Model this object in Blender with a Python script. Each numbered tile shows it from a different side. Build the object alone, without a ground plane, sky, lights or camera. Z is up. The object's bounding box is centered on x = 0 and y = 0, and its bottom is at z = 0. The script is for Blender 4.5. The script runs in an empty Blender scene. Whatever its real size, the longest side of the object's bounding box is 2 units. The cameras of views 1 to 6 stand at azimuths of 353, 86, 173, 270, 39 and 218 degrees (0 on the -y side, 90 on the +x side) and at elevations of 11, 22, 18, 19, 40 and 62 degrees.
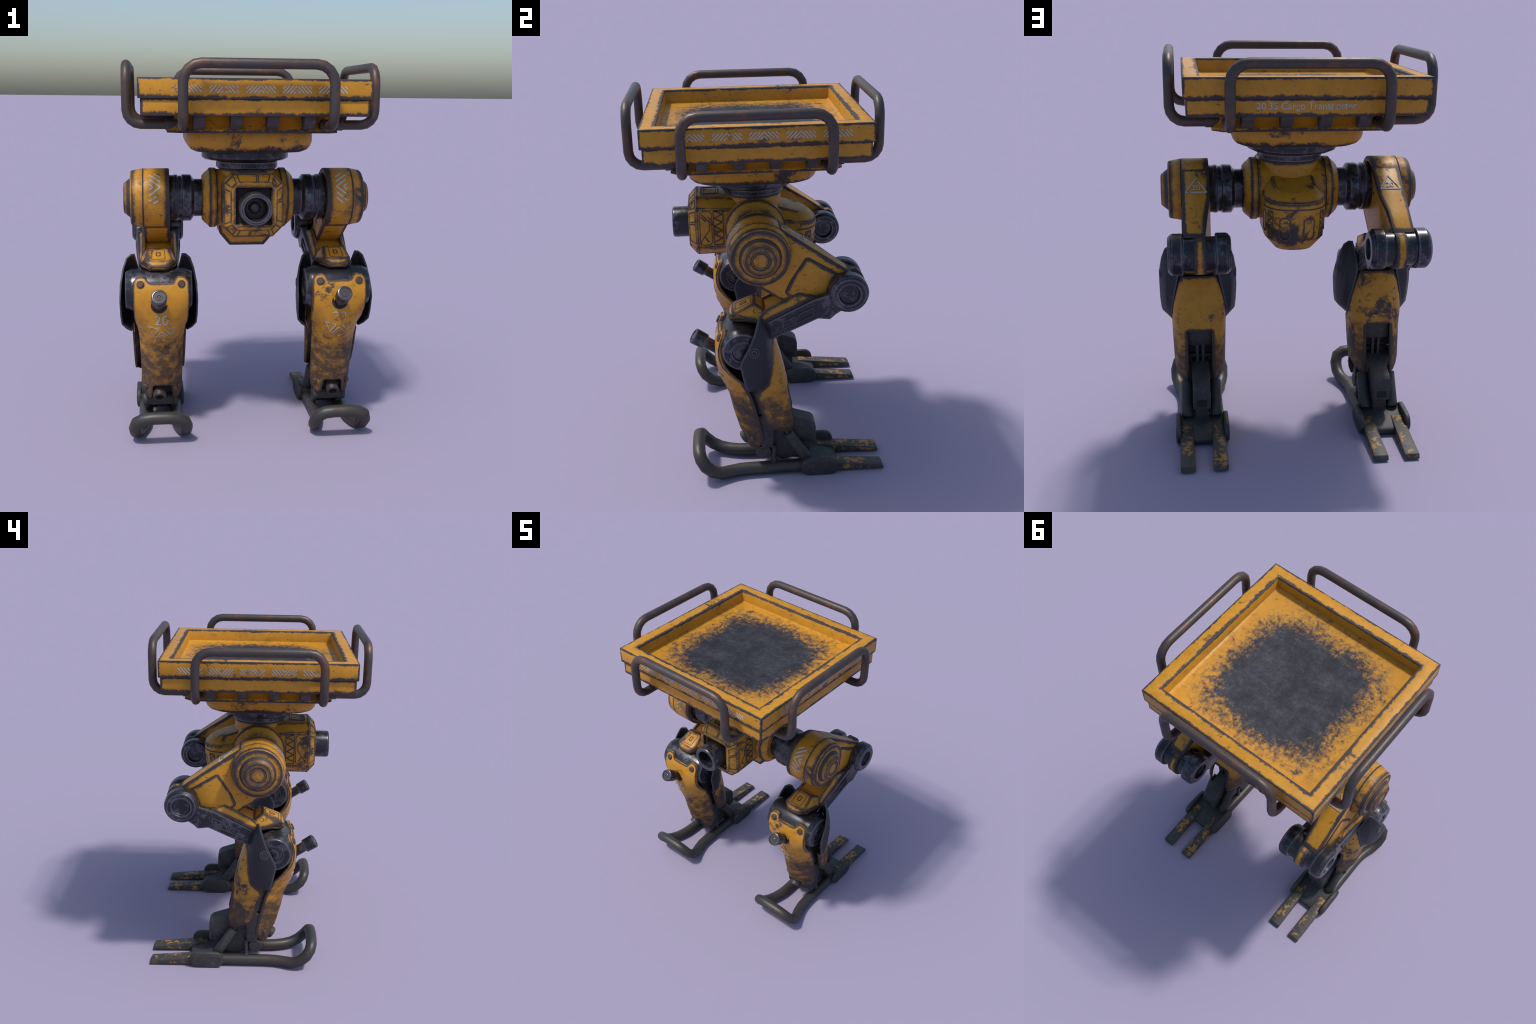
import bpy, bmesh, math
from mathutils import Vector, Matrix
from math import sin, cos, pi, radians, sqrt

# ----------------------------------------------------------------------------
#  node helpers
# ----------------------------------------------------------------------------
class NT:
    def __init__(self, name):
        self.mat = bpy.data.materials.new(name)
        self.mat.use_nodes = True
        self.t = self.mat.node_tree
        self.t.nodes.clear()
        self.out = self.t.nodes.new('ShaderNodeOutputMaterial')
        self.b = self.t.nodes.new('ShaderNodeBsdfPrincipled')
        self.t.links.new(self.b.outputs[0], self.out.inputs[0])
        self.pos = self.t.nodes.new('ShaderNodeNewGeometry')
    def put(self, sock, v):
        if hasattr(v, 'is_output'):
            self.t.links.new(v, sock)
        else:
            if isinstance(v, tuple) and len(v) == 3 and sock.type == 'RGBA':
                v = (*v, 1.0)
            sock.default_value = v
    def math(self, op, a, b=0.0, c=None, clamp=False):
        n = self.t.nodes.new('ShaderNodeMath'); n.operation = op; n.use_clamp = clamp
        self.put(n.inputs[0], a); self.put(n.inputs[1], b)
        if c is not None: self.put(n.inputs[2], c)
        return n.outputs[0]
    def vmath(self, op, a, b=None):
        n = self.t.nodes.new('ShaderNodeVectorMath'); n.operation = op
        self.put(n.inputs[0], a)
        if b is not None: self.put(n.inputs[1], b)
        return n.outputs['Value'] if op in ('DOT_PRODUCT', 'LENGTH') else n.outputs['Vector']
    def step(self, v, lo, hi):
        n = self.t.nodes.new('ShaderNodeMapRange'); n.interpolation_type = 'SMOOTHSTEP'
        self.put(n.inputs[0], v); n.inputs[1].default_value = lo; n.inputs[2].default_value = hi
        return n.outputs[0]
    def noise(self, scale, detail=6, rough=0.6, stretch=None, offset=(0, 0, 0), distort=0.0):
        v = self.pos.outputs['Position']
        if stretch or any(offset):
            m = self.t.nodes.new('ShaderNodeMapping')
            self.put(m.inputs['Vector'], v)
            m.inputs['Location'].default_value = offset
            if stretch: m.inputs['Scale'].default_value = stretch
            v = m.outputs[0]
        n = self.t.nodes.new('ShaderNodeTexNoise')
        self.put(n.inputs['Vector'], v)
        n.inputs['Scale'].default_value = scale
        n.inputs['Detail'].default_value = detail
        n.inputs['Roughness'].default_value = rough
        n.inputs['Distortion'].default_value = distort
        return n.outputs[0]
    def mix(self, f, a, b):
        n = self.t.nodes.new('ShaderNodeMix'); n.data_type = 'RGBA'
        self.put(n.inputs[0], f); self.put(n.inputs[6], a); self.put(n.inputs[7], b)
        return n.outputs[2]
    def xyz(self):
        n = self.t.nodes.new('ShaderNodeSeparateXYZ')
        self.put(n.inputs[0], self.pos.outputs['Position'])
        return n.outputs
    def edge(self, radius):
        """0 on flats, 1 on a square edge: angle between rounded and real normal"""
        n = self.t.nodes.new('ShaderNodeBevel'); n.samples = 16
        n.inputs['Radius'].default_value = radius
        d = self.vmath('DOT_PRODUCT', n.outputs[0], self.pos.outputs['Normal'])
        d = self.math('MINIMUM', d, 0.99999)
        return self.math('DIVIDE', self.math('ARCCOSINE', d), pi / 4)
    def near_edge(self, planes, widths):
        """planes: signed distances to the faces of a box; the second smallest is the distance to its nearest edge"""
        lo = lo2 = None
        for p, w in zip(planes, widths):
            d = self.math('DIVIDE', self.math('ABSOLUTE', p), w)
            if lo is None: lo = d; continue
            lo2 = self.math('MAXIMUM', lo, d) if lo2 is None else self.math('MINIMUM', lo2, self.math('MAXIMUM', lo, d))
            lo = self.math('MINIMUM', lo, d)
        return lo2
    def bump(self, h, strength, dist=0.004):
        n = self.t.nodes.new('ShaderNodeBump')
        n.inputs['Strength'].default_value = strength
        n.inputs['Distance'].default_value = dist
        self.put(n.inputs['Height'], h)
        self.put(self.b.inputs['Normal'], n.outputs[0])
    def finish(self, col, rough, metal=0.0, spec=0.5):
        self.put(self.b.inputs['Base Color'], col)
        self.put(self.b.inputs['Roughness'], rough)
        self.put(self.b.inputs['Metallic'], metal)
        self.b.inputs['Specular IOR Level'].default_value = spec
        return self.mat

YEL = (0.520, 0.243, 0.021)
YEL2 = (0.440, 0.190, 0.016)
BARE = (0.050, 0.044, 0.048)
RUST = (0.074, 0.050, 0.043)

def worn_paint(name, radius=0.022, wear=0.0, mud=None, floor=None, edge_gain=1.0, yel=YEL, crate=None, low_rim=0):
    m = NT(name)
    n1 = m.noise(17, 8, 0.68)
    n2 = m.noise(75, 5, 0.65, offset=(3, 1, 2))
    n3 = m.noise(5.5, 9, 0.72, offset=(7, 2, 5), distort=0.4)
    n4 = m.noise(38, 9, 0.8, offset=(2, 6, 3), distort=0.8)
    slow = m.noise(3.2, 3, 0.5, offset=(6, 4, 8))
    rag = m.math('ADD', m.math('MULTIPLY', m.math('SUBTRACT', n1, 0.5), 1.2),
                 m.math('MULTIPLY', m.math('SUBTRACT', n4, 0.5), 1.3))
    rag = m.math('ADD', rag, m.math('MULTIPLY', m.math('SUBTRACT', slow, 0.5), 0.7))
    if crate:                                   # box-shaped part: ragged band along each edge
        cx, cy, hx, hy, z0, z1, inner = crate
        q = m.xyz()
        ax = m.math('ABSOLUTE', m.math('SUBTRACT', q[0], cx)); ay = m.math('ABSOLUTE', m.math('SUBTRACT', q[1], cy))
        pl = [m.math('SUBTRACT', hx, ax), m.math('SUBTRACT', hy, ay), m.math('SUBTRACT', z1, q[2]), m.math('SUBTRACT', q[2], z0)]
        wd = [.011, .011, .011, .017] if not low_rim else [.016, .016, .012, low_rim]
        if inner: pl.append(m.math('SUBTRACT', inner, m.math('MAXIMUM', ax, ay))); wd.append(.019)
        d = m.near_edge(pl, wd)
        if low_rim: d = m.math('MINIMUM', d, m.math('DIVIDE', pl[3], low_rim))
        em = m.math('SUBTRACT', 1.0, m.step(m.math('SUBTRACT', d, m.math('MULTIPLY', rag, 1.9)), 0.60, 1.20))
    else:
        e = m.math('MULTIPLY', m.edge(radius), edge_gain)
        ee = m.math('POWER', m.math('MAXIMUM', e, 0.0001), 0.45)
        gate = m.step(e, 0.004, 0.03)
        em = m.math('MULTIPLY', gate, m.step(m.math('ADD', ee, m.math('MULTIPLY', rag, 0.62)), 0.32, 0.50))
    # sparse chipped patches and long scratches
    pm = m.step(m.math('ADD', m.math('ADD', n3, m.math('MULTIPLY', rag, 0.16)), wear), 0.60, 0.70)
    s1 = m.noise(9, 3, 0.5, stretch=(9, 1.3, 7), offset=(1, 5, 0), distort=1.2)
    s2 = m.noise(26, 5, 0.6, stretch=(1, 1, 2.4), offset=(4, 4, 4))
    sm = m.math('MULTIPLY', m.step(s2, 0.62, 0.72), 0.85)
    sc = m.math('MULTIPLY', m.step(s1, 0.70, 0.73), 0.6)
    w = m.math('MAXIMUM', m.math('MAXIMUM', em, pm), m.math('MAXIMUM', sm, sc))
    if floor:                                   # cargo bed: paint ground off in the middle
        cx, cy, half = floor
        q = m.xyz()
        ax = m.math('ABSOLUTE', m.math('SUBTRACT', q[0], cx))
        ay = m.math('ABSOLUTE', m.math('SUBTRACT', q[1], cy))
        d = m.math('POWER', m.math('ADD', m.math('POWER', ax, 5.0), m.math('POWER', ay, 5.0)), 1 / 5.0)
        d = m.math('DIVIDE', d, half)
        big = m.noise(4.5, 8, 0.7, offset=(2, 8, 1))
        fine = m.noise(30, 6, 0.75, offset=(5, 8, 1))
        dd = m.math('ADD', d, m.math('MULTIPLY', m.math('SUBTRACT', big, 0.5), 0.6))
        dd = m.math('ADD', dd, m.math('MULTIPLY', m.math('SUBTRACT', fine, 0.5), 1.1))
        fm = m.math('SUBTRACT', 1.0, m.step(dd, 0.70, 1.08))
        w = m.math('MAXIMUM', w, fm)
    hue = m.noise(24, 4, 0.6, offset=(9, 9, 9))
    yc = m.mix(m.step(hue, 0.35, 0.7), yel, tuple(c * 0.88 for c in yel))
    grime = m.math('MULTIPLY', m.step(m.noise(8, 9, 0.78, offset=(11, 3, 7)), 0.48, 0.76), 0.50)
    yc = m.mix(grime, yc, (0.235, 0.112, 0.018))
    bc = m.mix(m.step(m.noise(11, 6, 0.7, offset=(2, 2, 7)), 0.45, 0.68), BARE, RUST)
    if floor:
        slate = m.mix(m.step(m.noise(9, 10, 0.86, offset=(1, 1, 1)), 0.40, 0.68), (0.018, 0.018, 0.025), (0.066, 0.071, 0.086))
        slate = m.mix(m.step(m.noise(55, 6, 0.8, offset=(6, 1, 1)), 0.46, 0.66), slate, (0.030, 0.027, 0.031))
        bc = m.mix(fm, bc, slate)
    col = m.mix(w, yc, bc)
    if mud:
        z0, z1, amt = mud
        q = m.xyz()
        band = m.step(q[2], z1, z0)
        dn = m.noise(13, 8, 0.72, stretch=(1, 1, 1.6), offset=(3, 3, 8))
        mm = m.math('MULTIPLY', m.step(m.math('ADD', m.math('MULTIPLY', band, amt), m.math('MULTIPLY', m.math('SUBTRACT', dn, 0.5), 1.7)), 0.12, 0.72), 0.93)
        col = m.mix(mm, col, (0.060, 0.044, 0.037))
        w = m.math('MAXIMUM', w, mm)
    r = m.math('ADD', 0.42, m.math('MULTIPLY', w, 0.2))
    m.bump(m.math('SUBTRACT', m.math('MULTIPLY', n2, 0.35), w), 0.22, 0.003)
    return m.finish(col, r, m.math('MULTIPLY', w, 0.25), 0.32)

def gunmetal(name, base=(0.030, 0.032, 0.040), light=(0.150, 0.145, 0.175), rough=0.22, metal=0.6, radius=0.020, scratch=0.0):
    m = NT(name)
    n1 = m.noise(22, 8, 0.72); n2 = m.noise(6, 6, 0.7, offset=(4, 1, 1))
    e = m.edge(radius)
    em = m.step(m.math('ADD', e, m.math('MULTIPLY', m.math('SUBTRACT', n1, 0.5), 0.8)), 0.10, 0.36)
    pm = m.math('MULTIPLY', m.step(m.math('ADD', n1, m.math('MULTIPLY', m.math('SUBTRACT', n2, 0.5), 0.9)), 0.54 - scratch, 0.66 - scratch), 0.55)
    w = m.math('MAXIMUM', m.math('MULTIPLY', em, 0.75), pm)
    col = m.mix(w, base, light)
    m.bump(n1, 0.06, 0.003)
    return m.finish(col, m.math('ADD', rough, m.math('MULTIPLY', n1, 0.16)), metal)

def pipe_steel(name, base=(0.060, 0.046, 0.042), rust=(0.120, 0.058, 0.038), cool=(0.050, 0.050, 0.054), rough=0.36):
    m = NT(name)
    a = m.step(m.noise(10, 8, 0.72), 0.48, 0.66)
    b = m.step(m.noise(7, 6, 0.7, offset=(5, 5, 5)), 0.48, 0.62)
    f = m.noise(70, 4, 0.6)
    col = m.mix(a, m.mix(b, base, cool), rust)
    m.bump(f, 0.12, 0.002)
    return m.finish(col, m.math('ADD', rough, m.math('MULTIPLY', f, 0.2)), 0.25)

def flat_dark(name, c, rough=0.55, metal=0.0, light=None):
    m = NT(name)
    n = m.noise(28, 7, 0.72)
    col = m.mix(m.step(n, 0.45, 0.72), c, light or tuple(min(1, v * 1.7 + 0.006) for v in c))
    m.bump(n, 0.08, 0.003)
    return m.finish(col, rough, metal)

def stencil(name, gone=0.52):
    m = NT(name)
    n = m.noise(36, 6, 0.7, offset=(1, 3, 5)); k = m.noise(9, 4, 0.6, offset=(3, 3, 1))
    w = m.step(m.math('ADD', n, m.math('MULTIPLY', m.math('SUBTRACT', k, 0.5), 0.8)), gone, gone + 0.10)
    col = m.mix(w, (0.40, 0.43, 0.45), (0.28, 0.135, 0.022))
    return m.finish(col, 0.5)

def fork_paint(name):
    m = NT(name)
    n = m.noise(30, 8, 0.74); k = m.noise(8, 4, 0.6, offset=(2, 2, 2))
    e = m.edge(0.016)
    v = m.math('SUBTRACT', m.math('ADD', n, m.math('MULTIPLY', m.math('SUBTRACT', k, 0.5), 0.6)), m.math('MULTIPLY', e, 0.35))
    w = m.step(v, 0.52, 0.58)
    col = m.mix(w, m.mix(m.step(n, 0.3, 0.7), (0.034, 0.032, 0.030), (0.062, 0.056, 0.050)), (0.33, 0.165, 0.03))
    m.bump(n, 0.15, 0.003)
    return m.finish(col, 0.6)

M_TRAY = worn_paint('worn_yellow_tray_paint', wear=.015, crate=(-.0135, .0065, .5605, .5565, 1.815, 1.911, .480))
M_BOX = worn_paint('worn_yellow_box_paint', wear=.015, crate=(-.0135, .0065, .5485, .5455, 1.735, 1.817, None))
M_BED = worn_paint('worn_yellow_cargo_bed_paint', 0.006, floor=(-0.0135, 0.0065, 0.435))
M_SKIRT = worn_paint('worn_yellow_skirt_paint', wear=0.05, crate=(-.0105, .0065, .426, .426, 1.649, 1.80, None), low_rim=.016)
M_PAN = worn_paint('worn_yellow_pan_paint', wear=0.085, crate=(-.0115, -.008, .327, .335, 1.545, 1.80, None), low_rim=.030)
M_BODY = worn_paint('worn_yellow_body_paint', 0.034, wear=0.065, edge_gain=1.1)
M_LEG = worn_paint('worn_yellow_leg_paint', 0.036, wear=0.02)
M_CAP = worn_paint('worn_yellow_hip_paint', 0.055, wear=0.03, edge_gain=1.5)
M_BOLT = flat_dark('rusty_bolt', (0.062, 0.040, 0.034), 0.55, 0.2)
M_SHIN = worn_paint('muddy_yellow_shin_paint', 0.018, wear=0.045, mud=(0.36, 0.72, 0.62))
M_SHELL = worn_paint('muddy_yellow_shell_paint', 0.026, wear=0.075, mud=(0.33, 0.70, 0.62))
M_GUN = gunmetal('dark_gunmetal', scratch=0.025)
M_GUNR = gunmetal('scratched_bearing_metal', light=(0.15, 0.145, 0.175), scratch=0.03)
M_GUARD = gunmetal('dark_guard_paint', base=(0.022, 0.023, 0.030), light=(0.085, 0.085, 0.105), rough=0.45, metal=0.3, radius=0.018, scratch=-0.12)
M_PIPE = pipe_steel('rusty_pipe_steel')
M_FOOTPIPE = pipe_steel('grimy_foot_pipe_steel', (0.046, 0.041, 0.037), (0.062, 0.050, 0.040), (0.040, 0.043, 0.043), 0.36)
M_DARK = flat_dark('grimy_dark_steel', (0.030, 0.028, 0.029), 0.5, 0.2)
M_FOOT = flat_dark('grimy_foot_steel', (0.036, 0.035, 0.034), 0.6, 0.1)
M_RIB = flat_dark('dull_brown_rib_paint', (0.050, 0.043, 0.045), 0.6, 0.1)
M_FORK = fork_paint('chipped_fork_paint')
M_SEAM = flat_dark('dark_brown_seam_strip', (0.060, 0.042, 0.034), 0.7)  # dark brown for the thin raised strips drawn along panel lines; no grooves are cut
M_MARK = stencil('worn_white_stencil', 0.56)
M_MARK2 = stencil('worn_white_shin_stencil', 0.50)
M_EMBLEM = flat_dark('pale_guard_stencil', (0.075, 0.080, 0.095), 0.5)
M_VOID = flat_dark('black_recess', (0.008, 0.008, 0.009), 0.7)
M_LENS = NT('dark_lens_glass').finish((0.045, 0.041, 0.039), 0.3)
M_LAMP = NT('pinkish_lamp_glass').finish((0.055, 0.046, 0.052), 0.25)

# ----------------------------------------------------------------------------
#  mesh helpers.  An object is built in world space, then its origin is set to
#  the centre of its bounds.
# ----------------------------------------------------------------------------
ROOT = bpy.data.objects.new('cargo_walker_robot', None)
bpy.context.scene.collection.objects.link(ROOT)
ROOT['label'] = 'yellow two-legged cargo robot carrying a worn railed tray'
ROOT['category'] = 'walking robot'

class Geo:
    def __init__(self): self.v = []; self.f = []
    def add(self, vs, fs):
        o = len(self.v); self.v += [tuple(p) for p in vs]; self.f += [tuple(i + o for i in f) for f in fs]
        return self
    def join(self, g): return self.add(g.v, g.f)
    def map(self, fn): self.v = [tuple(fn(*p)) for p in self.v]; return self

def make(name, geo, mat, parent=None, bevel=0.0, seg=2, angle=32, stuff=False, solid=0.0, sub=0, weld=True):
    me = bpy.data.meshes.new(name)
    bm = bmesh.new()
    vs = [bm.verts.new(p) for p in geo.v]
    for f in geo.f:
        if len(set(f)) > 2:
            try: bm.faces.new([vs[i] for i in f])
            except ValueError: pass
    if weld: bmesh.ops.remove_doubles(bm, verts=bm.verts, dist=1e-5)
    bmesh.ops.recalc_face_normals(bm, faces=bm.faces)
    bm.to_mesh(me); bm.free()
    co = [v.co for v in me.vertices]
    c = Vector([(min(p[i] for p in co) + max(p[i] for p in co)) / 2 for i in range(3)])
    me.transform(Matrix.Translation(-c))
    ob = bpy.data.objects.new(name, me)
    bpy.context.scene.collection.objects.link(ob)
    ob.location = c
    if parent is None: parent = ROOT
    ob.parent = parent
    pl = Vector((0, 0, 0))
    q = parent
    while q is not None: pl += q.location; q = q.parent
    ob.location = c - pl
    if solid:
        m = ob.modifiers.new('s', 'SOLIDIFY'); m.thickness = solid; m.offset = -1
    if sub:
        m = ob.modifiers.new('ss', 'SUBSURF'); m.levels = sub; m.render_levels = sub
    if bevel:
        m = ob.modifiers.new('b', 'BEVEL'); m.width = bevel; m.segments = seg
        m.limit_method = 'ANGLE'; m.angle_limit = radians(angle)
        m.harden_normals = False
    if ob.modifiers:
        dg = bpy.context.evaluated_depsgraph_get()
        nm = bpy.data.meshes.new_from_object(ob.evaluated_get(dg))
        ob.modifiers.clear(); ob.data = nm; nm.name = name; bpy.data.meshes.remove(me); me = nm
    me.materials.clear(); me.materials.append(mat)
    me.shade_smooth(); me.set_sharp_from_angle(angle=radians(angle))
    if stuff: ob['kind'] = 'stuff'
    return ob

def box(x0, x1, y0, y1, z0, z1):
    v = [(x, y, z) for z in (z0, z1) for y in (y0, y1) for x in (x0, x1)]
    return Geo().add(v, [(0, 2, 3, 1), (4, 5, 7, 6), (0, 1, 5, 4), (2, 6, 7, 3), (0, 4, 6, 2), (1, 3, 7, 5)])

def prism(poly, x0, x1):
    """extrude a (y,z) polygon along x; x0/x1 numbers or functions of (y,z)"""
    g = Geo(); n = len(poly)
    fx = lambda f, y, z: f(y, z) if callable(f) else f
    a = [(fx(x0, y, z), y, z) for y, z in poly]; b = [(fx(x1, y, z), y, z) for y, z in poly]
    return g.add(a + b, [tuple(range(n)), tuple(range(2 * n - 1, n - 1, -1))] +
                 [(i, (i + 1) % n, n + (i + 1) % n, n + i) for i in range(n)])

def rings(rs, cap=True):
    g = Geo(); n = len(rs[0]); v = [p for r in rs for p in r]
    f = [(k * n + i, k * n + (i + 1) % n, (k + 1) * n + (i + 1) % n, (k + 1) * n + i)
         for k in range(len(rs) - 1) for i in range(n)]
    if cap: f += [tuple(range(n)), tuple((len(rs) - 1) * n + i for i in range(n))]
    return g.add(v, f)

def frame_of(d):
    d = Vector(d).normalized()
    a = Vector((0, 0, 1)) if abs(d.z) < 0.9 else Vector((1, 0, 0))
    u = d.cross(a).normalized(); w = u.cross(d).normalized()
    return d, u, w

def lathe(origin, axis, prof, n=32, phase=0.0):
    """prof: list of (distance along axis, radius)"""
    o = Vector(origin); d, u, w = frame_of(axis); rs = []
    for t, r in prof:
        r = max(r, 1e-4)
        rs.append([tuple(o + d * t + (u * cos(a) + w * sin(a)) * r)
                   for a in [2 * pi * (i + phase) / n for i in range(n)]])
    return rings(rs)

def tube(path, r, n=12, closed=False):
    p = [Vector(q) for q in path]; rs = []; N = len(p); u = None
    for i in range(N):
        if closed: d0 = p[i] - p[i - 1]; d1 = p[(i + 1) % N] - p[i]
        else:
            d0 = p[i] - p[i - 1] if i else p[1] - p[0]
            d1 = p[i + 1] - p[i] if i < N - 1 else d0
        d0.normalize(); d1.normalize()
        t = (d0 + d1).normalized()
        if u is None: _, u, _ = frame_of(t)
        u = (u - d0 * u.dot(d0)).normalized(); w = d0.cross(u)
        rr = r[i] if isinstance(r, (list, tuple)) else r
        ring = []
        for k in range(n):
            a = 2 * pi * (k + 0.5) / n
            q = (u * cos(a) + w * sin(a)) * rr
            q = q - d0 * (q.dot(t) / max(d0.dot(t), 0.3))      # mitre onto the bisecting plane
            ring.append(tuple(p[i] + q))
        rs.append(ring)
    g = rings(rs, cap=not closed)
    if closed:
        L = (N - 1) * n
        g.f += [(L + i, L + (i + 1) % n, (i + 1) % n, i) for i in range(n)]
    return g

def bend(pts, radii, seg=3):
    """polyline with rounded corners"""
    P = [Vector(p) for p in pts]; out = [P[0]]
    for i in range(1, len(P) - 1):
        a = (P[i - 1] - P[i]).normalized(); b = (P[i + 1] - P[i]).normalized(); R = radii[i]
        if R <= 0: out.append(P[i]); continue
        ang = a.angle(b); t = R / math.tan(ang / 2)
        s = P[i] + a * t; e = P[i] + b * t; c = P[i] + (a + b).normalized() * (R / sin(ang / 2))
        v0 = s - c; v1 = e - c; th = v0.angle(v1); ax = v0.cross(v1).normalized()
        for k in range(seg + 1):
            out.append(c + Matrix.Rotation(th * k / seg, 3, ax) @ v0)
    out.append(P[-1]); return out

def sheet(grid):
    g = Geo(); R = len(grid); C = len(grid[0])
    return g.add([p for r in grid for p in r],
                 [(i * C + j, i * C + j + 1, (i + 1) * C + j + 1, (i + 1) * C + j) for i in range(R - 1) for j in range(C - 1)])

def interp(tab, z):
    """tab: list of (z,value), any order"""
    t = sorted(tab)
    if z <= t[0][0]: return t[0][1]
    for (a, va), (b, vb) in zip(t, t[1:]):
        if z <= b: return va + (vb - va) * (z - a) / (b - a)
    return t[-1][1]

# flat marks: quads in (u,v), mapped onto a surface, standing 1 mm proud
def decal(quads, fn, h=0.0012, nu=1, nv=1, deep=-0.002):
    g = Geo()
    for q in quads:
        q = [Vector((*p, 0)) for p in q]
        P = lambda s, t: (q[0] * (1 - s) + q[1] * s) * (1 - t) + (q[3] * (1 - s) + q[2] * s) * t
        top = [[fn(*P(i / nu, j / nv).xy, h) for i in range(nu + 1)] for j in range(nv + 1)]
        bot = [[fn(*P(i / nu, j / nv).xy, deep) for i in range(nu + 1)] for j in range(nv + 1)]
        C = nu + 1; n = C * (nv + 1)
        f = [(j * C + i, j * C + i + 1, (j + 1) * C + i + 1, (j + 1) * C + i) for j in range(nv) for i in range(nu)]
        rim = [i for i in range(C)] + [j * C + nu for j in range(1, nv + 1)] + \
              [nv * C + i for i in range(nu - 1, -1, -1)] + [j * C for j in range(nv - 1, 0, -1)]
        f += [tuple(a + n for a in reversed(k)) for k in f[:]]
        f += [(rim[k], rim[(k + 1) % len(rim)], rim[(k + 1) % len(rim)] + n, rim[k] + n) for k in range(len(rim))]
        g.add([p for r in top for p in r] + [p for r in bot for p in r], f)
    return g

def stroke(a, b, w):
    a = Vector(a); b = Vector(b); d = (b - a).normalized(); n = Vector((-d.y, d.x)) * w / 2
    return [tuple(a - n), tuple(b - n), tuple(b + n), tuple(a + n)]
def loop(pts, w): return [stroke(pts[i], pts[(i + 1) % len(pts)], w) for i in range(len(pts))]
def path(pts, w): return [stroke(a, b, w) for a, b in zip(pts, pts[1:])]
def cut_rect(u0, u1, v0, v1, c):
    return [(u0 + c, v0), (u1 - c, v0), (u1, v0 + c), (u1, v1 - c), (u1 - c, v1), (u0 + c, v1), (u0, v1 - c), (u0, v0 + c)]
def circle(u, v, r, n=14): return [(u + r * cos(2 * pi * i / n), v + r * sin(2 * pi * i / n)) for i in range(n)]
def chevron_band(w, h, s, pitch, run):
    """nested chevrons cropped to a w x h frame: an arrow in the middle, parallel bars beside it"""
    q = []; k = -1
    while k * pitch < w / 2:
        x0, x1 = k * pitch, k * pitch + run           # from the top edge down and out
        t0 = max(0, -x0 / run); t1 = min(1, (w / 2 - x0) / run)
        if t1 - t0 > .12:
            for sg in (-1, 1):
                q.append(stroke((sg * (x0 + run * t0), h / 2 - h * t0), (sg * (x0 + run * t1), h / 2 - h * t1), s))
        k += 1
    return q

def lettering(body, size, fn, extr=0.0006, spacing=1.0):
    cu = bpy.data.curves.new('lettering', 'FONT'); cu.body = body; cu.size = size
    cu.align_x = 'CENTER'; cu.align_y = 'CENTER'; cu.extrude = extr; cu.space_character = spacing; cu.resolution_u = 4
    ob = bpy.data.objects.new('lettering', cu); bpy.context.scene.collection.objects.link(ob)
    dg = bpy.context.evaluated_depsgraph_get()
    me = bpy.data.meshes.new_from_object(ob.evaluated_get(dg))
    g = Geo().add([fn(v.co.x, v.co.y, v.co.z + extr) for v in me.vertices], [tuple(p.vertices) for p in me.polygons])
    bpy.data.objects.remove(ob); bpy.data.curves.remove(cu); bpy.data.meshes.remove(me)
    return g

# ----------------------------------------------------------------------------
#  CARGO TRAY
# ----------------------------------------------------------------------------
CX, CY = -0.0135, 0.0065
def sq(h, k, z, cx=CX, cy=CY): return [(cx - h, cy - k, z), (cx + h, cy - k, z), (cx + h, cy + k, z), (cx - h, cy + k, z)]

tray = make('cargo_tray', rings([sq(.5605, .5565, 1.815), sq(.5605, .5565, 1.911), sq(.482, .480, 1.911), sq(.476, .474, 1.843), sq(.476, .474, 1.82)], cap=False)
            .add(sq(.5605, .5565, 1.815) + sq(.476, .474, 1.82), [(0, 1, 5, 4), (1, 2, 6, 5), (2, 3, 7, 6), (3, 0, 4, 7)]),
            M_TRAY, bevel=0.004)
bed = make('cargo_bed', rings([sq(.479, .477, 1.822), sq(.479, .477, 1.846), sq(.468, .466, 1.8375), sq(.455, .453, 1.835)]), M_BED, tray, angle=60)
lower = make('tray_underbox', rings([sq(.5485, .5455, 1.735), sq(.5485, .5455, 1.8165)]), M_BOX, tray, bevel=0.004)

def cham(h, c, z, cx=CX + .003, cy=CY):
    return [(cx + a, cy + b, z) for a, b in [(-h + c, -h), (h - c, -h), (h, -h + c), (h, h - c), (h - c, h), (-h + c, h), (-h, h - c), (-h, -h + c)]]
skirt = make('tray_skirt', rings([cham(.388, .03, 1.737), cham(.392, .03, 1.715), cham(.399, .035, 1.695), cham(.411, .04, 1.677), cham(.425, .05, 1.665), cham(.427, .05, 1.650), cham(.34, .05, 1.648)]),
             M_SKIRT, tray, bevel=0.003)
rib_prof = [(.375, 1.7345), (.497, 1.7345), (.494, 1.716), (.470, 1.690), (.433, 1.668), (.375, 1.6655)]
for side in range(4):
    for t in (-.270, -.090, .090, .270):
        g = prism(rib_prof, t - .0285, t + .0285)
        a = side * pi / 2
        g.map(lambda x, y, z: (CX + x * cos(a) - y * sin(a), CY + x * sin(a) + y * cos(a), z))
        make('rib', g, M_RIB, tray, bevel=0.003)

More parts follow.
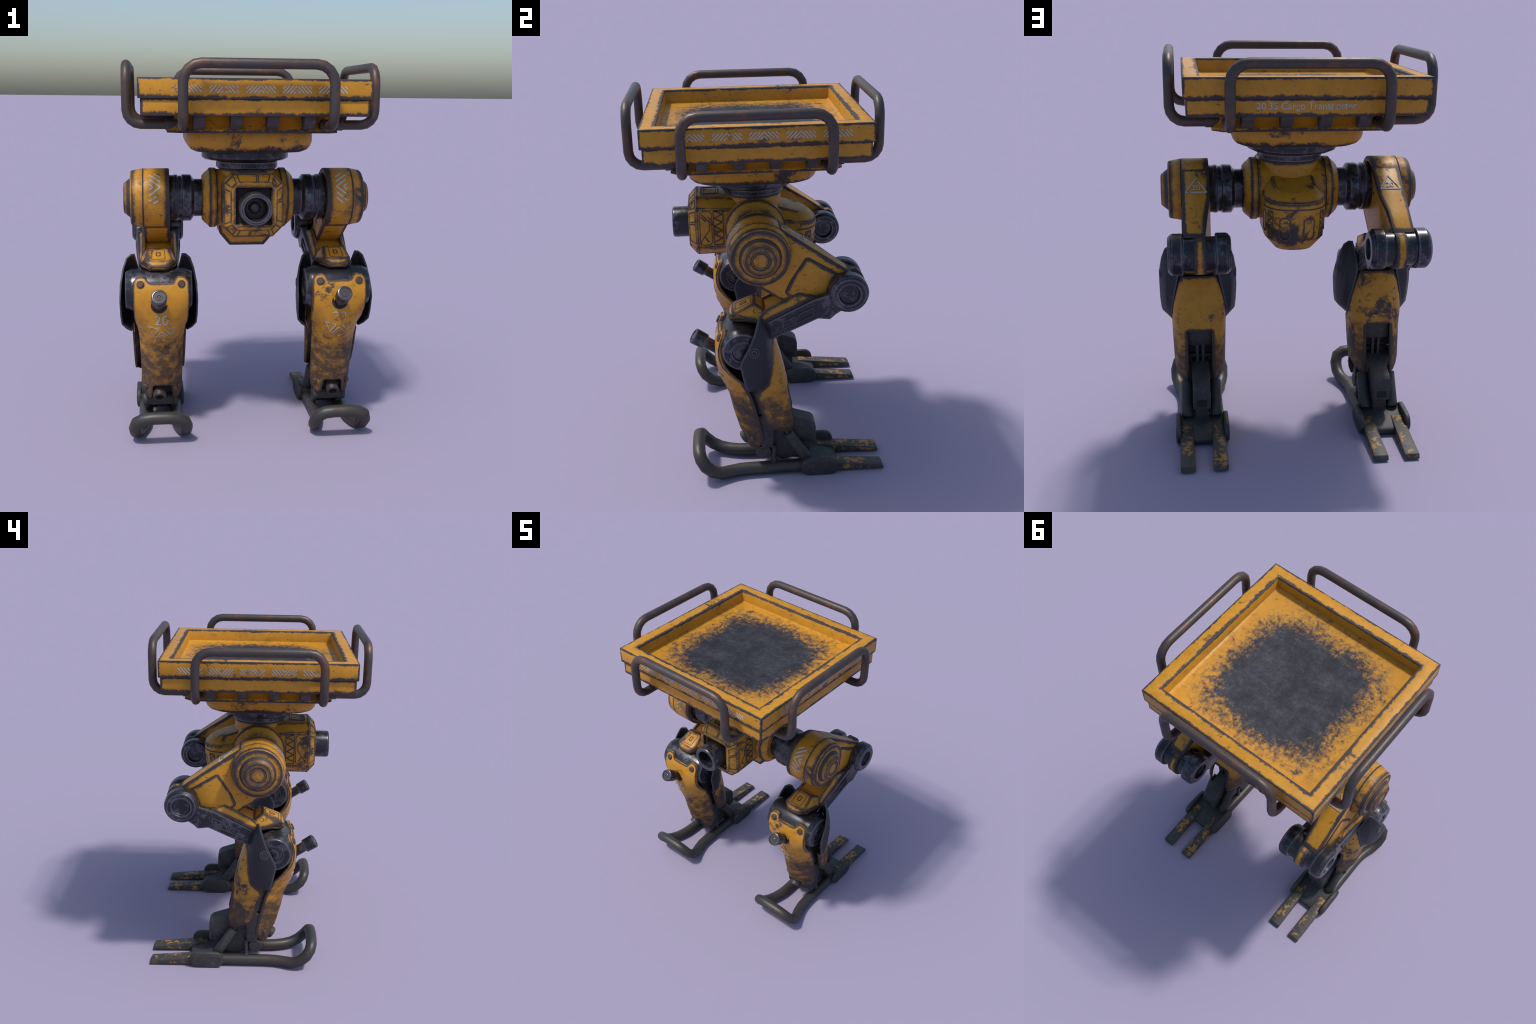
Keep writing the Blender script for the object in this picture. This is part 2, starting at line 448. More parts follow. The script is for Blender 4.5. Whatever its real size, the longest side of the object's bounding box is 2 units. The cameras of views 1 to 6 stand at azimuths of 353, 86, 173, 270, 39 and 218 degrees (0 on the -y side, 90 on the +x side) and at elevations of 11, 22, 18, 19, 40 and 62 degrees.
def rail(kind):
    """one bent handrail and its two sockets; kind = axis and sign of its side"""
    ax, sg = kind
    out = {('x', 1): .6085, ('x', -1): .6315, ('y', 1): .62, ('y', -1): .62}[kind]
    mid = -.0015 if ax == 'x' else -.0105
    P = lambda o, t, z: (sg * o, mid + t, z) if ax == 'x' else (mid + t, sg * o, z)
    pts = [P(.37, -.354, 1.690), P(out, -.354, 1.690), P(out, -.354, 1.9755), P(out, .354, 1.9755), P(out, .354, 1.690), P(.37, .354, 1.690)]
    make('handrail', tube(bend(pts, [0, .070, .088, .088, .070, 0], 4), .0247, 12), M_PIPE, tray, angle=50)
    for t in (-.354, .354):
        d = Vector(P(1, t, 0)) - Vector(P(0, t, 0))
        make('rail_socket', lathe(P(.36, t, 1.690), d, [(0, .030), (.082, .030), (.086, .027), (.086, .02)], 8, .5), M_RIB, tray, bevel=.0015)
for k in (('x', 1), ('x', -1), ('y', 1), ('y', -1)): rail(k)

# warning chevrons on three sides, lettering on the fourth
marks = Geo()
for i in range(-2, 3):
    b = chevron_band(.138, .035, .0055, .0185, .034)
    marks.join(decal(b, lambda u, v, h, i=i: (.004 + i * .1735 + u, CY - .5565 - h, 1.860 + v)))
    marks.join(decal(b, lambda u, v, h, i=i: (CX + .5605 + h, .035 + i * .1735 + u, 1.866 + v)))
    marks.join(decal([[(x, -y) for x, y in q] for q in b], lambda u, v, h, i=i: (CX - .5605 - h, .038 + i * .1735 + u, 1.857 + v)))
make('warning_chevron', marks, M_MARK, tray, stuff=True)
make('lettering', lettering('20.35 Cargo Transporter', .0445, lambda u, v, h: (-.001 - u, CY + .5458 + h, 1.783 + v), spacing=.99), M_MARK, tray, angle=30)

# ----------------------------------------------------------------------------
#  TURNTABLE
# ----------------------------------------------------------------------------
def rsq(h, r, z, n=5):
    out = []
    for sx, sy, a0 in ((1, 1, 0), (-1, 1, 90), (-1, -1, 180), (1, -1, 270)):
        for k in range(n + 1):
            a = radians(a0 + 90 * k / n)
            out.append((sx * (h - r) + r * cos(a), sy * (h - r) + r * sin(a), z))
    return out
pan_rows = [rsq(.327, .125, 1.652), rsq(.327, .125, 1.603), rsq(.319, .12, 1.580), rsq(.303, .115, 1.560), rsq(.275, .10, 1.547), rsq(.22, .07, 1.543)]
make('turntable_pan', rings([[(x + CX + .002, y * 1.024 - .008, z) for x, y, z in r] for r in pan_rows]), M_PAN, bevel=.002, angle=30)
make('bearing_ring', lathe((-.012, 0, 0), (0, 0, 1), [(1.545, .236), (1.505, .236), (1.494, .218), (1.492, .15)], 18), M_GUNR, bevel=.003, angle=30)
make('bearing_gasket', lathe((-.004, 0, 0), (0, 0, 1), [(1.496, .157), (1.482, .157)], 32), M_DARK)
collar = make('neck_collar', lathe((0, 0, 0), (0, 0, 1), [(1.486, .150), (1.486, .163), (1.483, .166), (1.452, .166), (1.447, .160), (1.446, .14)], 40), M_GUNR)
bolts = Geo()
for k in range(10):
    a0 = 2 * pi * k / 10
    bolts.join(decal(loop(cut_rect(-.02, .02, -.010, .010, .004), .004), lambda u, v, h: ((.166 + h) * cos(a0 + u / .166), (.166 + h) * sin(a0 + u / .166), 1.467 + v)))
make('collar_badge', bolts, M_EMBLEM, collar, stuff=True)

# ----------------------------------------------------------------------------
#  TORSO: hip drum across, neck, sensor head in front, tank behind
# ----------------------------------------------------------------------------
HZ = 1.283
half = [(0, .156), (.170, .156), (.176, .163), (.207, .163), (.211, .155), (.232, .138), (.246, .122), (.247, .09)]
torso = make('torso', lathe((0, 0, HZ), (1, 0, 0), [(-t, r) for t, r in reversed(half)] + half[1:], 40), M_BODY, bevel=.003, angle=25)
make('neck', lathe((0, 0, 0), (0, 0, 1), [(1.449, .1535), (1.36, .150), (1.20, .146)], 32), M_BODY, torso, bevel=.003)

def octa(hx, hz, c, y, cx=0.0, cz=1.279):
    return [(cx + a, y, cz + b) for a, b in [(-hx + c, -hz), (hx - c, -hz), (hx, -hz + c), (hx, hz - c), (hx - c, hz), (-hx + c, hz), (-hx, hz - c), (-hx, -hz + c)]]
OUT = octa(.155, .164, .052, -.311); INN = octa(.113, .118, .030, -.356)
head = make('head_housing', rings([octa(.146, .152, .052, .02, 0, 1.268), OUT, INN, octa(.096, .099, .008, -.356), octa(.092, .094, .006, -.350), octa(.092, .094, .006, -.28)]), M_BODY, bevel=.004)
make('lens_recess', rings([octa(.0915, .0935, .006, -.316), octa(.0915, .0935, .006, -.30)]), M_VOID, head)
make('lens_barrel', lathe((0.001, -.2, 1.274), (0, -1, 0), [(0, .084), (.232, .084), (.240, .082), (.244, .078), (.244, .062), (.238, .060), (.15, .057), (.15, .02)], 40), M_GUN, head, angle=35)
make('lens', lathe((0.001, -.335, 1.274), (0, -1, 0), [(0, .056), (.036, .056), (.040, .042), (.036, .040), (.036, .036), (.044, .033), (.040, .030), (.036, .026), (.046, .022), (.05, .012), (.051, .001)], 32), M_LENS, head, angle=20)

def quad_map(a, b, c, d):
    a, b, c, d = map(Vector, (a, b, c, d)); n = (b - a).cross(d - a).normalized()
    return lambda u, v, h: tuple((a * (1 - u) + b * u) * (1 - v) + (d * (1 - u) + c * u) * v + n * h)
seams = Geo()
for i in range(8):
    j = (i + 1) % 8
    fm = quad_map(OUT[i], OUT[j], INN[j], INN[i])
    big = i % 2 == 0
    ww = .035 if big else .10
    if big: parts = [(.10, .60), (.66, .93)] if i % 4 else [(.08, .38), (.43, .93)]
    else: parts = [(.14, .86)]
    for u0, u1 in parts:
        c = .02 if big else .06
        seams.join(decal([stroke(p, q, ww) for p, q in zip(*(lambda L: (L, L[1:] + L[:1]))(cut_rect(u0, u1, .16, .86, c)))], fm))
def side_seams(sg):
    """thin dark strips, 1 mm proud, outlining panels on the head's cheek, the top and the flanks of the tank"""
    g = Geo()
    S = lambda u, v, h: (sg * (.1545 + h), u, v)
    g.join(decal(loop(cut_rect(-.295, -.232, 1.185, 1.375, .012), .004), S))
    g.join(decal(loop(cut_rect(-.222, -.170, 1.185, 1.375, .004), .005), S))
    g.join(decal(path([(-.285, 1.36), (-.245, 1.315), (-.245, 1.27), (-.288, 1.21), (-.292, 1.19)], .005), S))
    g.join(decal(path([(-.27, 1.232), (-.25, 1.20)], .006) + path([(-.287, 1.345), (-.262, 1.318)], .006), S))
    for k in range(4):
        z = 1.20 + k * .045
        g.join(decal(path([(-.217, z), (-.176, z + .022), (-.217, z + .044)], .006), S))
    return g
for sg in (-1, 1): seams.join(side_seams(sg))
seams.join(decal(loop(cut_rect(-.07, .07, -.285, -.19, .01), .006) + loop(cut_rect(-.055, .055, -.272, -.203, .006), .004), lambda u, v, h: (u, v, 1.4447 + h + (-.311 - v) * -.018)))
make('panel_seam', seams, M_SEAM, head, stuff=True)

# rear tank: D shaped in plan
def dplan(hw, rear, z, tilt=0.0, front=-.02, n=14):
    out = [(-hw, front), (-hw, rear - hw * .98)]
    pts = [(hw, front)]
    b = hw * 1.0
    for i in range(n + 1):
        a = pi * i / n
        ca, sa = cos(a), sin(a)
        pts.append((hw * math.copysign(abs(ca) ** .8, ca), rear - b + b * abs(sa) ** .8))
    pts.append((-hw, front))
    return [(x, y, z - tilt * (y - .20)) for x, y in pts]
tank_rows = [dplan(.098, .292, 1.352, .30), dplan(.106, .300, 1.350, .30), dplan(.157, .346, 1.300, .14), dplan(.159, .346, 1.285, .10), dplan(.158, .338, 1.17), dplan(.150, .322, 1.085), dplan(.104, .276, 1.030), dplan(.095, .266, 1.020)]
tank = make('rear_tank', rings(tank_rows), M_BODY, torso, bevel=.003, angle=28)
# seams on the tank wall, wrapped round the curved back
def tank_map(u, v, h):
    hw, rear = .1585 - (1.26 - v) * .02, .345 - (1.26 - v) * .10
    a = pi / 2 - u / hw * 1.1
    ca, sa = cos(a), sin(a)
    x = (hw + h) * math.copysign(abs(ca) ** .8, ca); y = rear - hw + (hw + h) * abs(sa) ** .8
    return (x, y, v)
ts = Geo()
for sg in (-1, 1):
    ts.join(decal(loop(cut_rect(sg * .045 - .024, sg * .045 + .024, 1.090, 1.205, .014), .0055), tank_map, nu=2, h=.002))
    ts.join(decal(loop(cut_rect(sg * .128 - .018, sg * .128 + .018, 1.095, 1.235, .005), .005), tank_map, nu=2, h=.002))
    for k in range(4):
        z = 1.105 + k * .032
        ts.join(decal(path([(sg * .112, z), (sg * .143, z + .016), (sg * .112, z + .032)], .006), tank_map, nu=2, h=.002))
    ts.join(decal(loop(cut_rect(sg * .185 - .018, sg * .185 + .018, 1.12, 1.23, .012), .005), tank_map, nu=2, h=.002))
ts.join(decal(path([(-.2, 1.253), (-.12, 1.25), (-.04, 1.248), (.04, 1.248), (.12, 1.25), (.2, 1.253)], .007), tank_map, nu=5, h=.002))
make('panel_seam', ts, M_SEAM, tank, stuff=True)

# ----------------------------------------------------------------------------
#  LEGS.  Local frame: lx = outwards from the leg's middle plane, y, z as world
# ----------------------------------------------------------------------------
LX = 0.4875
KY, KZ = 0.439, 1.070          # rear knee joint
PY, PZ = -0.100, 0.795         # shin pivot

def build_leg(s):
    W = lambda g: g.map(lambda x, y, z: (s * (LX + x), y, z))
    def part(name, g, mat, parent=None, **k): return make(name, W(g), mat, parent, **k)
    X = (1, 0, 0)

    # --- hip axle between torso and thigh
    part('hip_axle', lathe((-LX, 0, HZ), X, [(.235, .102), (.292, .102), (.294, .105), (.308, .126), (.354, .127), (.358, .120), (.378, .120), (.381, .126), (.398, .126), (.400, .123), (.440, .123)], 36), M_GUNR, bevel=.002, angle=28)

    # --- thigh: hip drum plus tapering arm
    drum = lathe((-LX, 0, HZ), X, [(.438, .128), (.423, .132), (.4235, .158), (.426, .160), (.560, .160), (.563, .157), (.566, .1595), (.624, .148), (.631, .142), (.632, .104), (.634, .100)], 40)
    thigh = part('thigh', drum, M_CAP, bevel=.003, angle=24)
    part('hip_cap', lathe((-LX, 0, HZ), X, [(.628, .106), (.634, .106), (.662, .084), (.668, .078), (.668, .050), (.664, .046), (.664, .040), (.667, .037), (.667, .01)], 36), M_CAP, thigh, bevel=.002, angle=24)
    hw_out = lambda y, z: .0745
    hw_in = lambda y, z: -.0665 + max(0, min(1, (y - .23) / .10)) * .036 * max(0, min(1, (z - 1.02) / .1))
    arm = [(.095, 1.411), (.255, 1.300), (.350, 1.234), (.462, 1.156), (.398, 1.148), (.362, 1.105), (.347, 1.050), (.355, 1.000), (.20, 1.000), (.115, 1.018), (-.06, 1.132), (0, 1.25)]
    part('thigh_arm', prism(arm, hw_in, hw_out), M_LEG, thigh, bevel=.005)
    band = [(KY + .100 * cos(a), KZ + .100 * sin(a)) for a in [radians(58 - 12 * i) for i in range(19)]]
    band = [(.36, 1.222), (.462, 1.1545)] + band + [(.355, .99), (.33, 1.05)]
    part('thigh_band', prism(band, -.030, .0255), M_LEG, thigh, bevel=.003, angle=25)
    pan = [(.243, 1.252), (.226, 1.25), (.148, 1.128), (.122, 1.072), (.132, 1.052), (.16, 1.035), (.34, 1.03), (.345, 1.07), (.372, 1.135), (.40, 1.155)]
    part('thigh_panel', prism(pan, -.02, .0795), M_LEG, thigh, bevel=.004)
    # warning chevron on the front of the hip drum, triangle on the thigh's top
    def drum_map(u, v, h): a = v / .16; r = .1605 + h; return (.013 + u, -r * cos(a), HZ + r * sin(a))
    ch = [[(y, x) for x, y in q] for q in chevron_band(.175, .058, .0085, .030, .046)]
    part('warning_chevron', decal(ch, lambda u, v, h: drum_map(-u, v + .075, h), nv=2, nu=6), M_MARK, thigh, stuff=True)
    d = (Vector((.462, 1.156)) - Vector((.095, 1.411))).normalized(); nrm = Vector((-d.y, d.x))
    def top_map(u, v, h):
        q = Vector((.095, 1.411)) + d * (.115 - v) + nrm * h * 1.0
        return (.004 + u * s, q.x, q.y + .0005)
    tri = loop([(-.052, -.045), (.052, -.045), (0, .045)], .0055)
    part('warning_triangle', decal(tri, top_map, h=.003), M_MARK, thigh, stuff=True)
    part('lettering', lettering('20', .045, lambda u, v, h: top_map(-u, v - .018, h + .002)), M_MARK, thigh)

    # --- rear knee joint
    knee = part('knee_axle', lathe((-.080, KY, KZ), X, [(0, .084), (.16, .084)], 32), M_GUN)
    for sg in (-1, 1):
        part('knee_disc', lathe((0, KY, KZ), (sg, 0, 0), [(.076, .090), (.078, .098), (.082, .1005), (.128, .1005), (.138, .096), (.150, .082), (.1505, .056), (.148, .053), (.128, .051), (.126, .049), (.128, .046), (.128, .01)], 32), M_GUN, knee, angle=24)

    # --- lower arm: dark beams, yellow cheeks, solid nose over the shin pivot
    L0 = Vector((.020, .918)); ld = Vector((.89, .456)).normalized(); ln = Vector((-ld.y, ld.x))
    rise = lambda y, z: (Vector((y, z)) - L0).dot(ln)          # height above the beam's top edge
    flank = lambda y, z: .109 - .47 * rise(y, z)
    cheek = [(.272, 1.046), (.187, 1.068), (.022, .982), (-.02, .93), (.020, .918)]
    beam = [(.37, 1.110), (.335, 1.064), (.262, 1.042), (.020, .914), (-.03, .88), (.055, .822), (.285, .938), (.345, .930), (.372, .955), (.44, 1.0), (.44, 1.06)]
    larm = None
    for sg in (-1, 1):
        out = lambda y, z: sg * (.104 + .021 * max(0, min(1, (y - .05) / .20)))
        g = prism(beam, sg * .080, out)
        if larm is None: larm = part('lower_arm', g, M_GUN, bevel=.004)
        else: part('arm_beam', g, M_GUN, larm, bevel=.004)
        part('arm_cheek', prism(cheek, sg * .068, lambda y, z: sg * flank(y, z)), M_LEG, larm, bevel=.004)
        m = lambda u, v, h: (out(.018 + u * .882 - v * .471, 0) + sg * h, .018 + u * .882 - v * .471, .912 + u * .471 + v * .882)
        part('beam_outline', decal(loop([(.13, -.072), (.235, -.072), (.255, -.035), (.175, -.035)], .005) + loop([(.01, -.07), (.12, -.07), (.155, -.035), (.075, -.035), (.06, -.05), (.01, -.05)], .005), m, h=.003), M_GUARD, larm, stuff=True)
        part('arm_rivet', lathe((sg * .0735, -.028, .972), (sg, 0, .47), [(0, .013), (.003, .013), (.005, .010), (.002, .007), (.002, .001)], 16), M_LEG, larm, angle=25)
    part('arm_floor', prism([(.30, .985), (.24, 1.045), (.02, .970), (-.01, .94), (.03, .86), (.06, .84)], -.086, .086), M_LEG, larm, bevel=.003)
    # nose: solid block over the shin pivot, flanks sloping, tip pinched
    prof = [(.022, .962), (.020, .975), (-.033, 1.011), (-.143, .961), (-.166, .933), (-.157, .910), (-.120, .926), (-.085, .931), (-.04, .926), (0, .912), (.022, .905)]
    hw = [.082, .078, .0595, .074, .041, .044, .090, .098, .104, .108, .108]
    n = len(prof)
    g = Geo().add([(-w, y, z) for w, (y, z) in zip(hw, prof)] + [(w, y, z) for w, (y, z) in zip(hw, prof)],
                  [tuple(range(n)), tuple(range(2 * n - 1, n - 1, -1))] + [(i, (i + 1) % n, n + (i + 1) % n, n + i) for i in range(n)])
    bm = bmesh.new(); vs = [bm.verts.new(p) for p in g.v]
    for f in g.f: bm.faces.new([vs[i] for i in f])
    bmesh.ops.triangulate(bm, faces=[f for f in bm.faces if len(f.verts) > 4])
    bm.verts.index_update()
    g = Geo().add([tuple(v.co) for v in bm.verts], [tuple(v.index for v in f.verts) for f in bm.faces]); bm.free()
    part('arm_nose', g, M_LEG, larm, bevel=.003, angle=24)
    A = Vector((-.033, 1.011)); B = Vector((-.143, .961)); ax = (B - A).normalized(); up = Vector((-ax.y, ax.x))
    if up.y < 0: up = -up
    nm = lambda u, v, h: (u, (A + ax * v + up * h).x, (A + ax * v + up * h).y)
    part('panel_seam', decal(loop([(-.034, .018), (.034, .018), (.036, .105), (-.036, .105)], .004) + loop([(-.010, .045), (.010, .045), (.010, .075), (-.010, .075)], .007), nm), M_SEAM, larm, stuff=True)

    # --- shin: pivot drum, inner leg, shells
    hd = [(0, .116), (.140, .116), (.147, .114), (.172, .102), (.1775, .098), (.1775, .055), (.172, .050), (.168, .050), (.168, .030), (.173, .028), (.173, .004)]
    shin = part('shin', prism([(-.13, .70), (-.10, .80), (.0, .80), (.03, .66), (.045, .50), (.055, .375), (-.035, .375), (-.08, .52)], -.094, .094)
                .join(prism([(-.040, .366), (.05, .366), (.055, .30), (.05, .165), (-.012, .165)], -.098, .098)), M_DARK, bevel=.004)
    part('shin_pivot', lathe((0, PY, PZ), X, [(-t, r) for t, r in reversed(hd)] + hd[1:], 36), M_GUN, shin, angle=22)

    # curved front plate: outline in (x,z), bent onto a side profile
    F = [(.90, -.190), (.885, -.200), (.85, -.222), (.81, -.236), (.76, -.2425), (.69, -.241), (.64, -.235), (.59, -.226), (.54, -.204), (.475, -.178), (.42, -.167), (.366, -.157), (.247, -.125), (.19, -.107), (.15, -.092)]
    Bk = [(.90, -.172), (.885, -.182), (.85, -.202), (.80, -.214), (.75, -.214), (.70, -.196), (.65, -.160), (.59, -.108), (.49, -.065), (.355, -.034), (.23, -.010), (.13, -.015)]
    Wd = [(.90, .147), (.70, .147), (.64, .142), (.575, .126), (.53, .121), (.30, .113), (.15, .111)]
    half_out = [(.052, .853), (.066, .858), (.078, .880), (.098, .887), (.128, .882), (.146, .862), (.148, .82), (.147, .70), (.142, .64), (.126, .575), (.121, .53), (.113, .30), (.111, .215), (.092, .165), (.072, .158), (.058, .172), (.052, .235), (.040, .250)]
    outline = half_out + [(-x, z) for x, z in reversed(half_out)]
    bm = bmesh.new()
    bm.faces.new([bm.verts.new((x, 0, z)) for x, z in outline])
    for k in range(1, 26):
        zc = .15 + k * .0295
        bmesh.ops.bisect_plane(bm, geom=bm.verts[:] + bm.edges[:] + bm.faces[:], plane_co=(0, 0, zc), plane_no=(0, 0, 1))
    for xc in (-.13, -.11, -.09, -.06, -.03, 0, .03, .06, .09, .11, .13):
        bmesh.ops.bisect_plane(bm, geom=bm.verts[:] + bm.edges[:] + bm.faces[:], plane_co=(xc, 0, 0), plane_no=(1, 0, 0))
    ex = bmesh.ops.extrude_face_region(bm, geom=bm.faces[:])
    back = {v for v in ex['geom'] if isinstance(v, bmesh.types.BMVert)}
    dx = -.0115 if s < 0 else 0.0005
    def face_y(x, z):                                   # the plate is arched from side to side
        f, b = interp(F, z), interp(Bk, z) - .012
        return f + (b - f) * min(1.1, abs(x) / interp(Wd, z)) ** 2.2
    for v in bm.verts:
        v.co.y = face_y(v.co.x, v.co.z) + (.022 if v in back else 0)
        v.co.x += dx
    bm.verts.index_update()
    g = Geo().add([tuple(v.co) for v in bm.verts], [tuple(v.index for v in f.verts) for f in bm.faces]); bm.free()
    plate = part('shin_plate', g, M_SHIN, shin, bevel=.005, angle=40)
    for sx in (-1, 1):
        part('plate_bolt', lathe((dx + sx * .107, face_y(.107, .849) + .006, .849), (sx * .15, -1, .4), [(0, .0205), (.009, .0205), (.013, .015), (.013, .001)], 14), M_BOLT, shin, angle=25)
        part('plate_bolt', lathe((dx + sx * .088, face_y(.088, .228) + .008, .228), (sx * .8, -1, -.2), [(0, .016), (.012, .016), (.016, .012), (.016, .001)], 14), M_BOLT, shin, angle=25)
    pm = lambda u, v, h: (dx + s * u, face_y(u, v) - h * 1.15 - .0006, v)
    part('lettering', lettering('20', .078, lambda u, v, h: pm(u, .655 + v, h)), M_MARK2, shin)
    fan = loop([(-.070, .620), (-.016, .607), (-.043, .562)], .0034) + loop([(.020, .605), (.072, .613), (.050, .568)], .0034)
    fan += path([(-.034, .553), (.001, .590), (.030, .568)], .0034) + path([(-.022, .546), (.004, .536), (.022, .541)], .0034) + path([(-.020, .553), (.002, .575), (.016, .563)], .003)
    part('emblem', decal(fan, pm, nu=6), M_MARK2, shin, stuff=True)

    # headlight
    bd = Vector((0, -.108, .072)).normalized(); o = Vector((0, -.350, .8155)) - bd * .135
    lamp = part('headlight', lathe(o, bd, [(-.04, .030), (.06, .030), (.062, .036), (.066, .040), (.126, .042), (.133, .040), (.135, .036), (.135, .031), (.129, .030)], 24), M_GUN, shin, angle=28)
    part('lamp_glass', lathe(o, bd, [(.10, .0305), (.130, .0305), (.130, .020), (.1325, .018), (.1325, .011), (.130, .009), (.132, .005), (.132, .001)], 24), M_LAMP, lamp, angle=20)
    part('lamp_port_dark_disc', lathe(Vector((0, -.236, .742)), (0, -1, .05), [(0, .044), (.0055, .044), (.0055, .001)], 24), M_VOID, shin)  # no hole in the plate; black disc modelled for its dark inside

    # rear shell wraps round the calf, open in front, notched at the heel
    rows = [(.822, [(.094, .046), (.092, .049), (.088, .052), (.082, .055), (.069, .059)]),
            (.765, [(.118, .045), (.112, .054), (.102, .062), (.092, .068), (.069, .078)]),
            (.66, [(.139, .040), (.132, .060), (.118, .078), (.100, .092), (.069, .107)]),
            (.585, [(.147, .022), (.141, .052), (.128, .080), (.105, .104), (.069, .124)]),
            (.535, [(.1475, -.044), (.145, .016), (.132, .070), (.107, .112), (.069, .134)]),
            (.40, [(.1425, -.010), (.140, .036), (.127, .092), (.101, .134), (.069, .156)]),
            (.335, [(.1395, .014), (.137, .056), (.124, .108), (.098, .148), (.069, .169)]),
            (.255, [(.137, .040), (.133, .066), (.120, .104), (.096, .143), (.069, .163)])]
    low = [.050, .046, .026, .006, 0, 0]
    for sg in (-1, 1):
        gr = [[(sg * x, y, z + (low[k] if z < .3 else 0)) for k, (x, y) in enumerate(r)] + ([(0, r[-1][1] + .002, z)] if z > .53 else []) for z, r in rows]
        if sg == -1: G = Geo()
        G.join(sheet([r for r in gr if len(r) == 6]))
        G.join(sheet([r[:5] for r in gr[4:]]))
    part('shin_shell', G, M_SHELL, shin, solid=.012, bevel=.002, angle=28)
    # flared dark side guards
    guard = [(.976, [(.152, -.012), (.146, -.009), (.138, -.005), (.130, -.002)]),
             (.955, [(.177, -.022), (.164, -.010), (.144, .001), (.125, .006)]),
             (.900, [(.196, -.042), (.188, -.014), (.160, .018), (.114, .034)]),
             (.830, [(.208, -.073), (.203, -.026), (.174, .022), (.104, .051)]),
             (.765, [(.2125, -.108), (.208, -.034), (.178, .025), (.118, .054)]),
             (.735, [(.2125, -.119), (.209, -.034), (.178, .026), (.125, .055)]),
             (.650, [(.2105, -.103), (.205, -.038), (.176, .018), (.141, .044)]),
             (.600, [(.205, -.092), (.198, -.036), (.169, .010), (.147, .030)]),
             (.570, [(.180, -.080), (.170, -.040), (.158, -.005), (.149, .012)]),
             (.552, [(.152, -.068), (.150, -.050), (.149, -.030), (.148, -.015)])]
    for sg in (-1, 1):
        part('side_guard', sheet([[(sg * x, y, z) for x, y in r] for z, r in guard]), M_GUARD, shin, solid=.009, bevel=.0015, angle=30)
        gm = lambda u, v, h: (sg * (.2085 + h - .07 * (u + .012) - .05 * max(0, v)), -.046 + u, .805 + v)
        part('guard_emblem', decal(loop(circle(0, 0, .025), .0035) + loop(circle(0, 0, .012), .004), gm, h=.002, deep=-.006), M_EMBLEM, shin, stuff=True)
    # works visible in the heel notch
    part('calf_block', prism([(.106, .545), (.112, .445), (.04, .445), (.04, .545)], -.067, .067), M_DARK, shin, bevel=.004)
    for sx in (-.016, .016):
        part('calf_rod', box(sx - .0085, sx + .0085, .085, .104, .28, .455), M_DARK, shin, bevel=.003)

    # --- foot
    blk = [(.05, .345), (.105, .345), (.172, .318), (.262, .287), (.280, .270), (.286, .245), (.286, .150), (.272, .142), (.215, .142), (.185, .07), (.10, .05), (.045, .085)]
    foot = part('foot', prism(blk, -.0455, .0455), M_FOOT, bevel=.004, angle=14)
    part('heel_window_dark_plate', box(-.026, .026, .2755, .2875, .165, .205), M_VOID, foot)  # solid black plate standing slightly proud of the block; no opening is cut
    part('heel_strut', box(-.036, .036, .19, .255, .06, .15), M_FOOT, foot, bevel=.004)
    for sg in (-1, 1):
        part('heel_panel', prism([(.275, .155), (.275, .245), (.19, .175), (.20, .155)], sg * .043, sg * .0475), M_DARK, foot, bevel=.002)
        part('ankle_piston', lathe((sg * .077, .128, .245), (0, .100, -.160), [(-.03, .012), (0, .012), (0, .024), (.004, .030), (.19, .031), (.196, .027)], 18), M_FOOT, foot, bevel=.002)
        part('ankle_rod', lathe((sg * .078, .053, .055), (0, 0, 1), [(0, .018), (.018, .018), (.020, .013), (.115, .013)], 12), M_FOOT, foot)
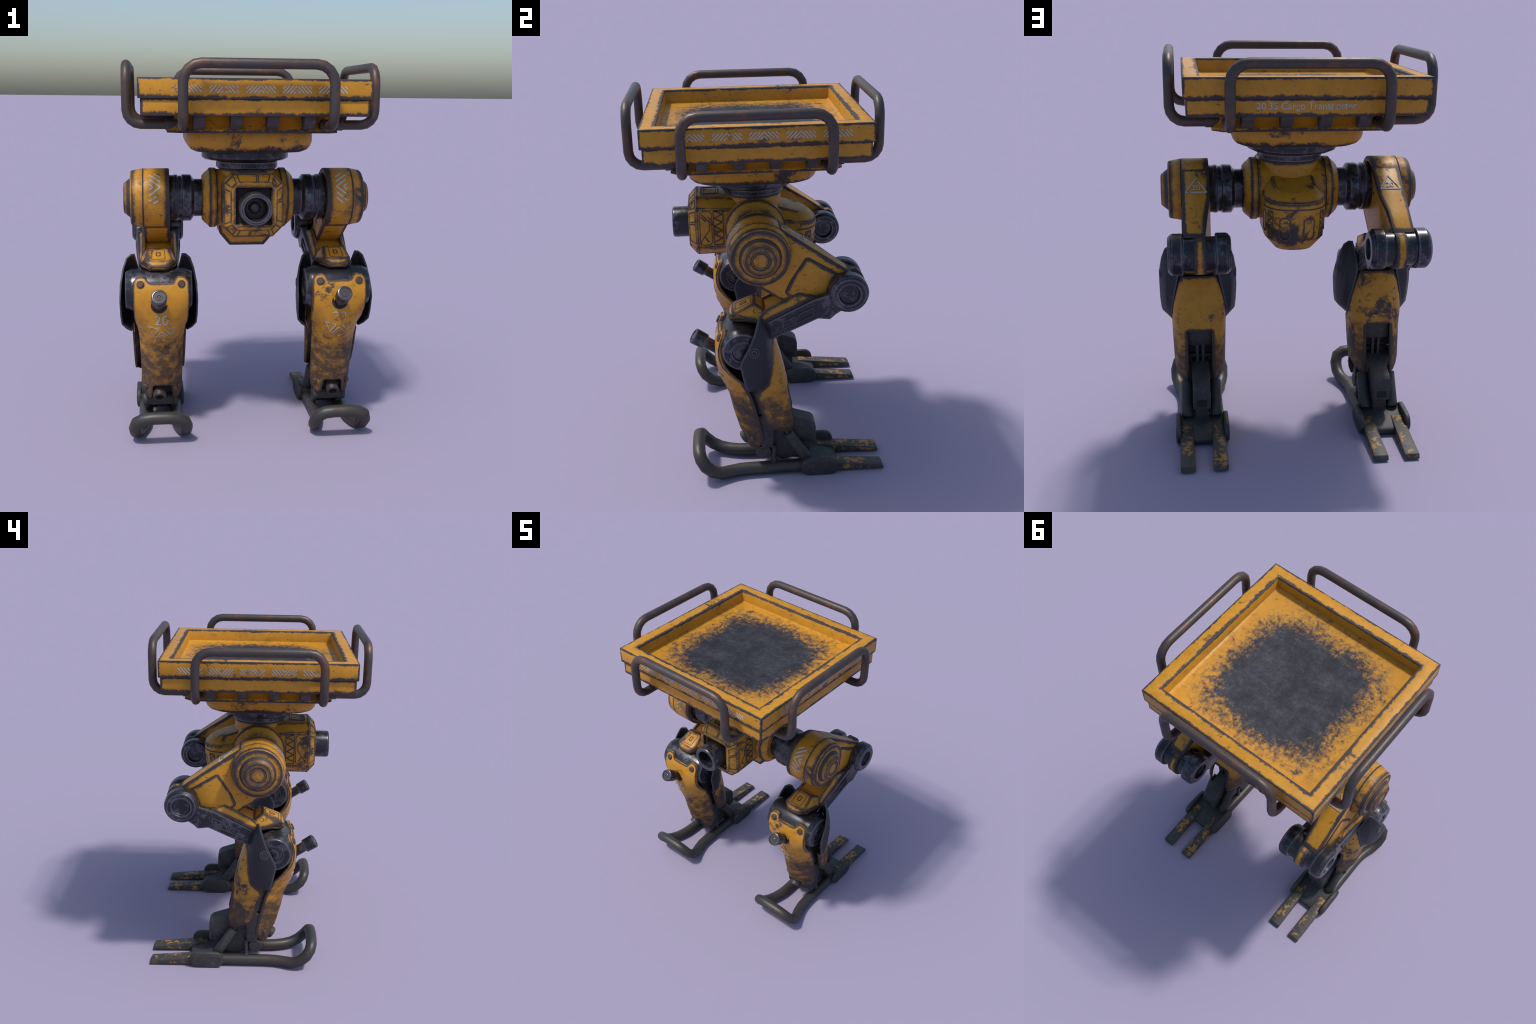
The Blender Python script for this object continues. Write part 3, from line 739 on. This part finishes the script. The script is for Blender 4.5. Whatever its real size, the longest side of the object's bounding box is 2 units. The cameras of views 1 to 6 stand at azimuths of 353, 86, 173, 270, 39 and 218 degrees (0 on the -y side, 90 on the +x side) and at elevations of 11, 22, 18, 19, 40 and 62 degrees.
        part('fork_tine', rings([[(sg * .116, .30, .006), (sg * .053, .30, .006), (sg * .053, .30, .066), (sg * .116, .30, .066)],
                                 [(sg * .119, .654, .006), (sg * .043, .654, .006), (sg * .043, .640, .031), (sg * .119, .640, .031)]]), M_FORK, foot, bevel=.004)
        st = []
        for i in range(9): a = -pi / 2 + pi * i / 8; st.append((.352 + .050 * cos(a), .052 + .052 * sin(a)))
        for i in range(9): a = pi / 2 + pi * i / 8; st.append((.243 + .050 * cos(a), .052 + .052 * sin(a)))
        part('side_clamp', prism(st, sg * .113, sg * .139), M_FOOT, foot, bevel=.006, angle=50)
        for cy in (.243, .352):
            part('clamp_bolt', lathe((sg * .137, cy, .052), (sg, 0, 0), [(0, .031), (.003, .031), (.003, .026), (.001, .025), (.002, .001)], 18), M_FOOT, foot, angle=25)
    part('sole_plate', prism([(.20, .012), (.404, .012), (.404, .034), (.39, .044), (.225, .078), (.20, .080)], -.117, .117), M_FOOT, foot, bevel=.005)
    part('toe_pin', lathe((-.094, -.005, .133), X, [(0, .034), (.002, .040), (.012, .041), (.020, .041), (.024, .036), (.164, .036), (.168, .041), (.176, .041), (.186, .040), (.188, .034)], 28), M_FOOT, foot, angle=25)
    for sg in (-1, 1):
        part('pin_cap', lathe((0, -.005, .133), (sg, 0, 0), [(.08, .030), (.0955, .030), (.0955, .001)], 20), M_DARK, foot)
    part('toe_tube', lathe((0.004, -.035, .232), (0, -.79, -.61), [(0, .037), (.088, .037), (.092, .033), (.092, .023), (.06, .021)], 20), M_FOOTPIPE, foot, angle=30)
    # bumper pipe: two skids that flare, rise and meet in a cross bar
    R = .034
    side = [(.088, .24, .034), (.088, -.07, .034), (.092, -.13, .034), (.105, -.185, .034), (.123, -.235, .038), (.134, -.280, .058), (.136, -.318, .094), (.124, -.340, .130), (.09, -.350, .150), (.04, -.352, .156)]
    pts = side + [(-x, y, z) for x, y, z in reversed(side)]
    part('toe_bumper', tube(pts, R, 12), M_FOOTPIPE, foot, angle=50)

for s in (1, -1): build_leg(s)
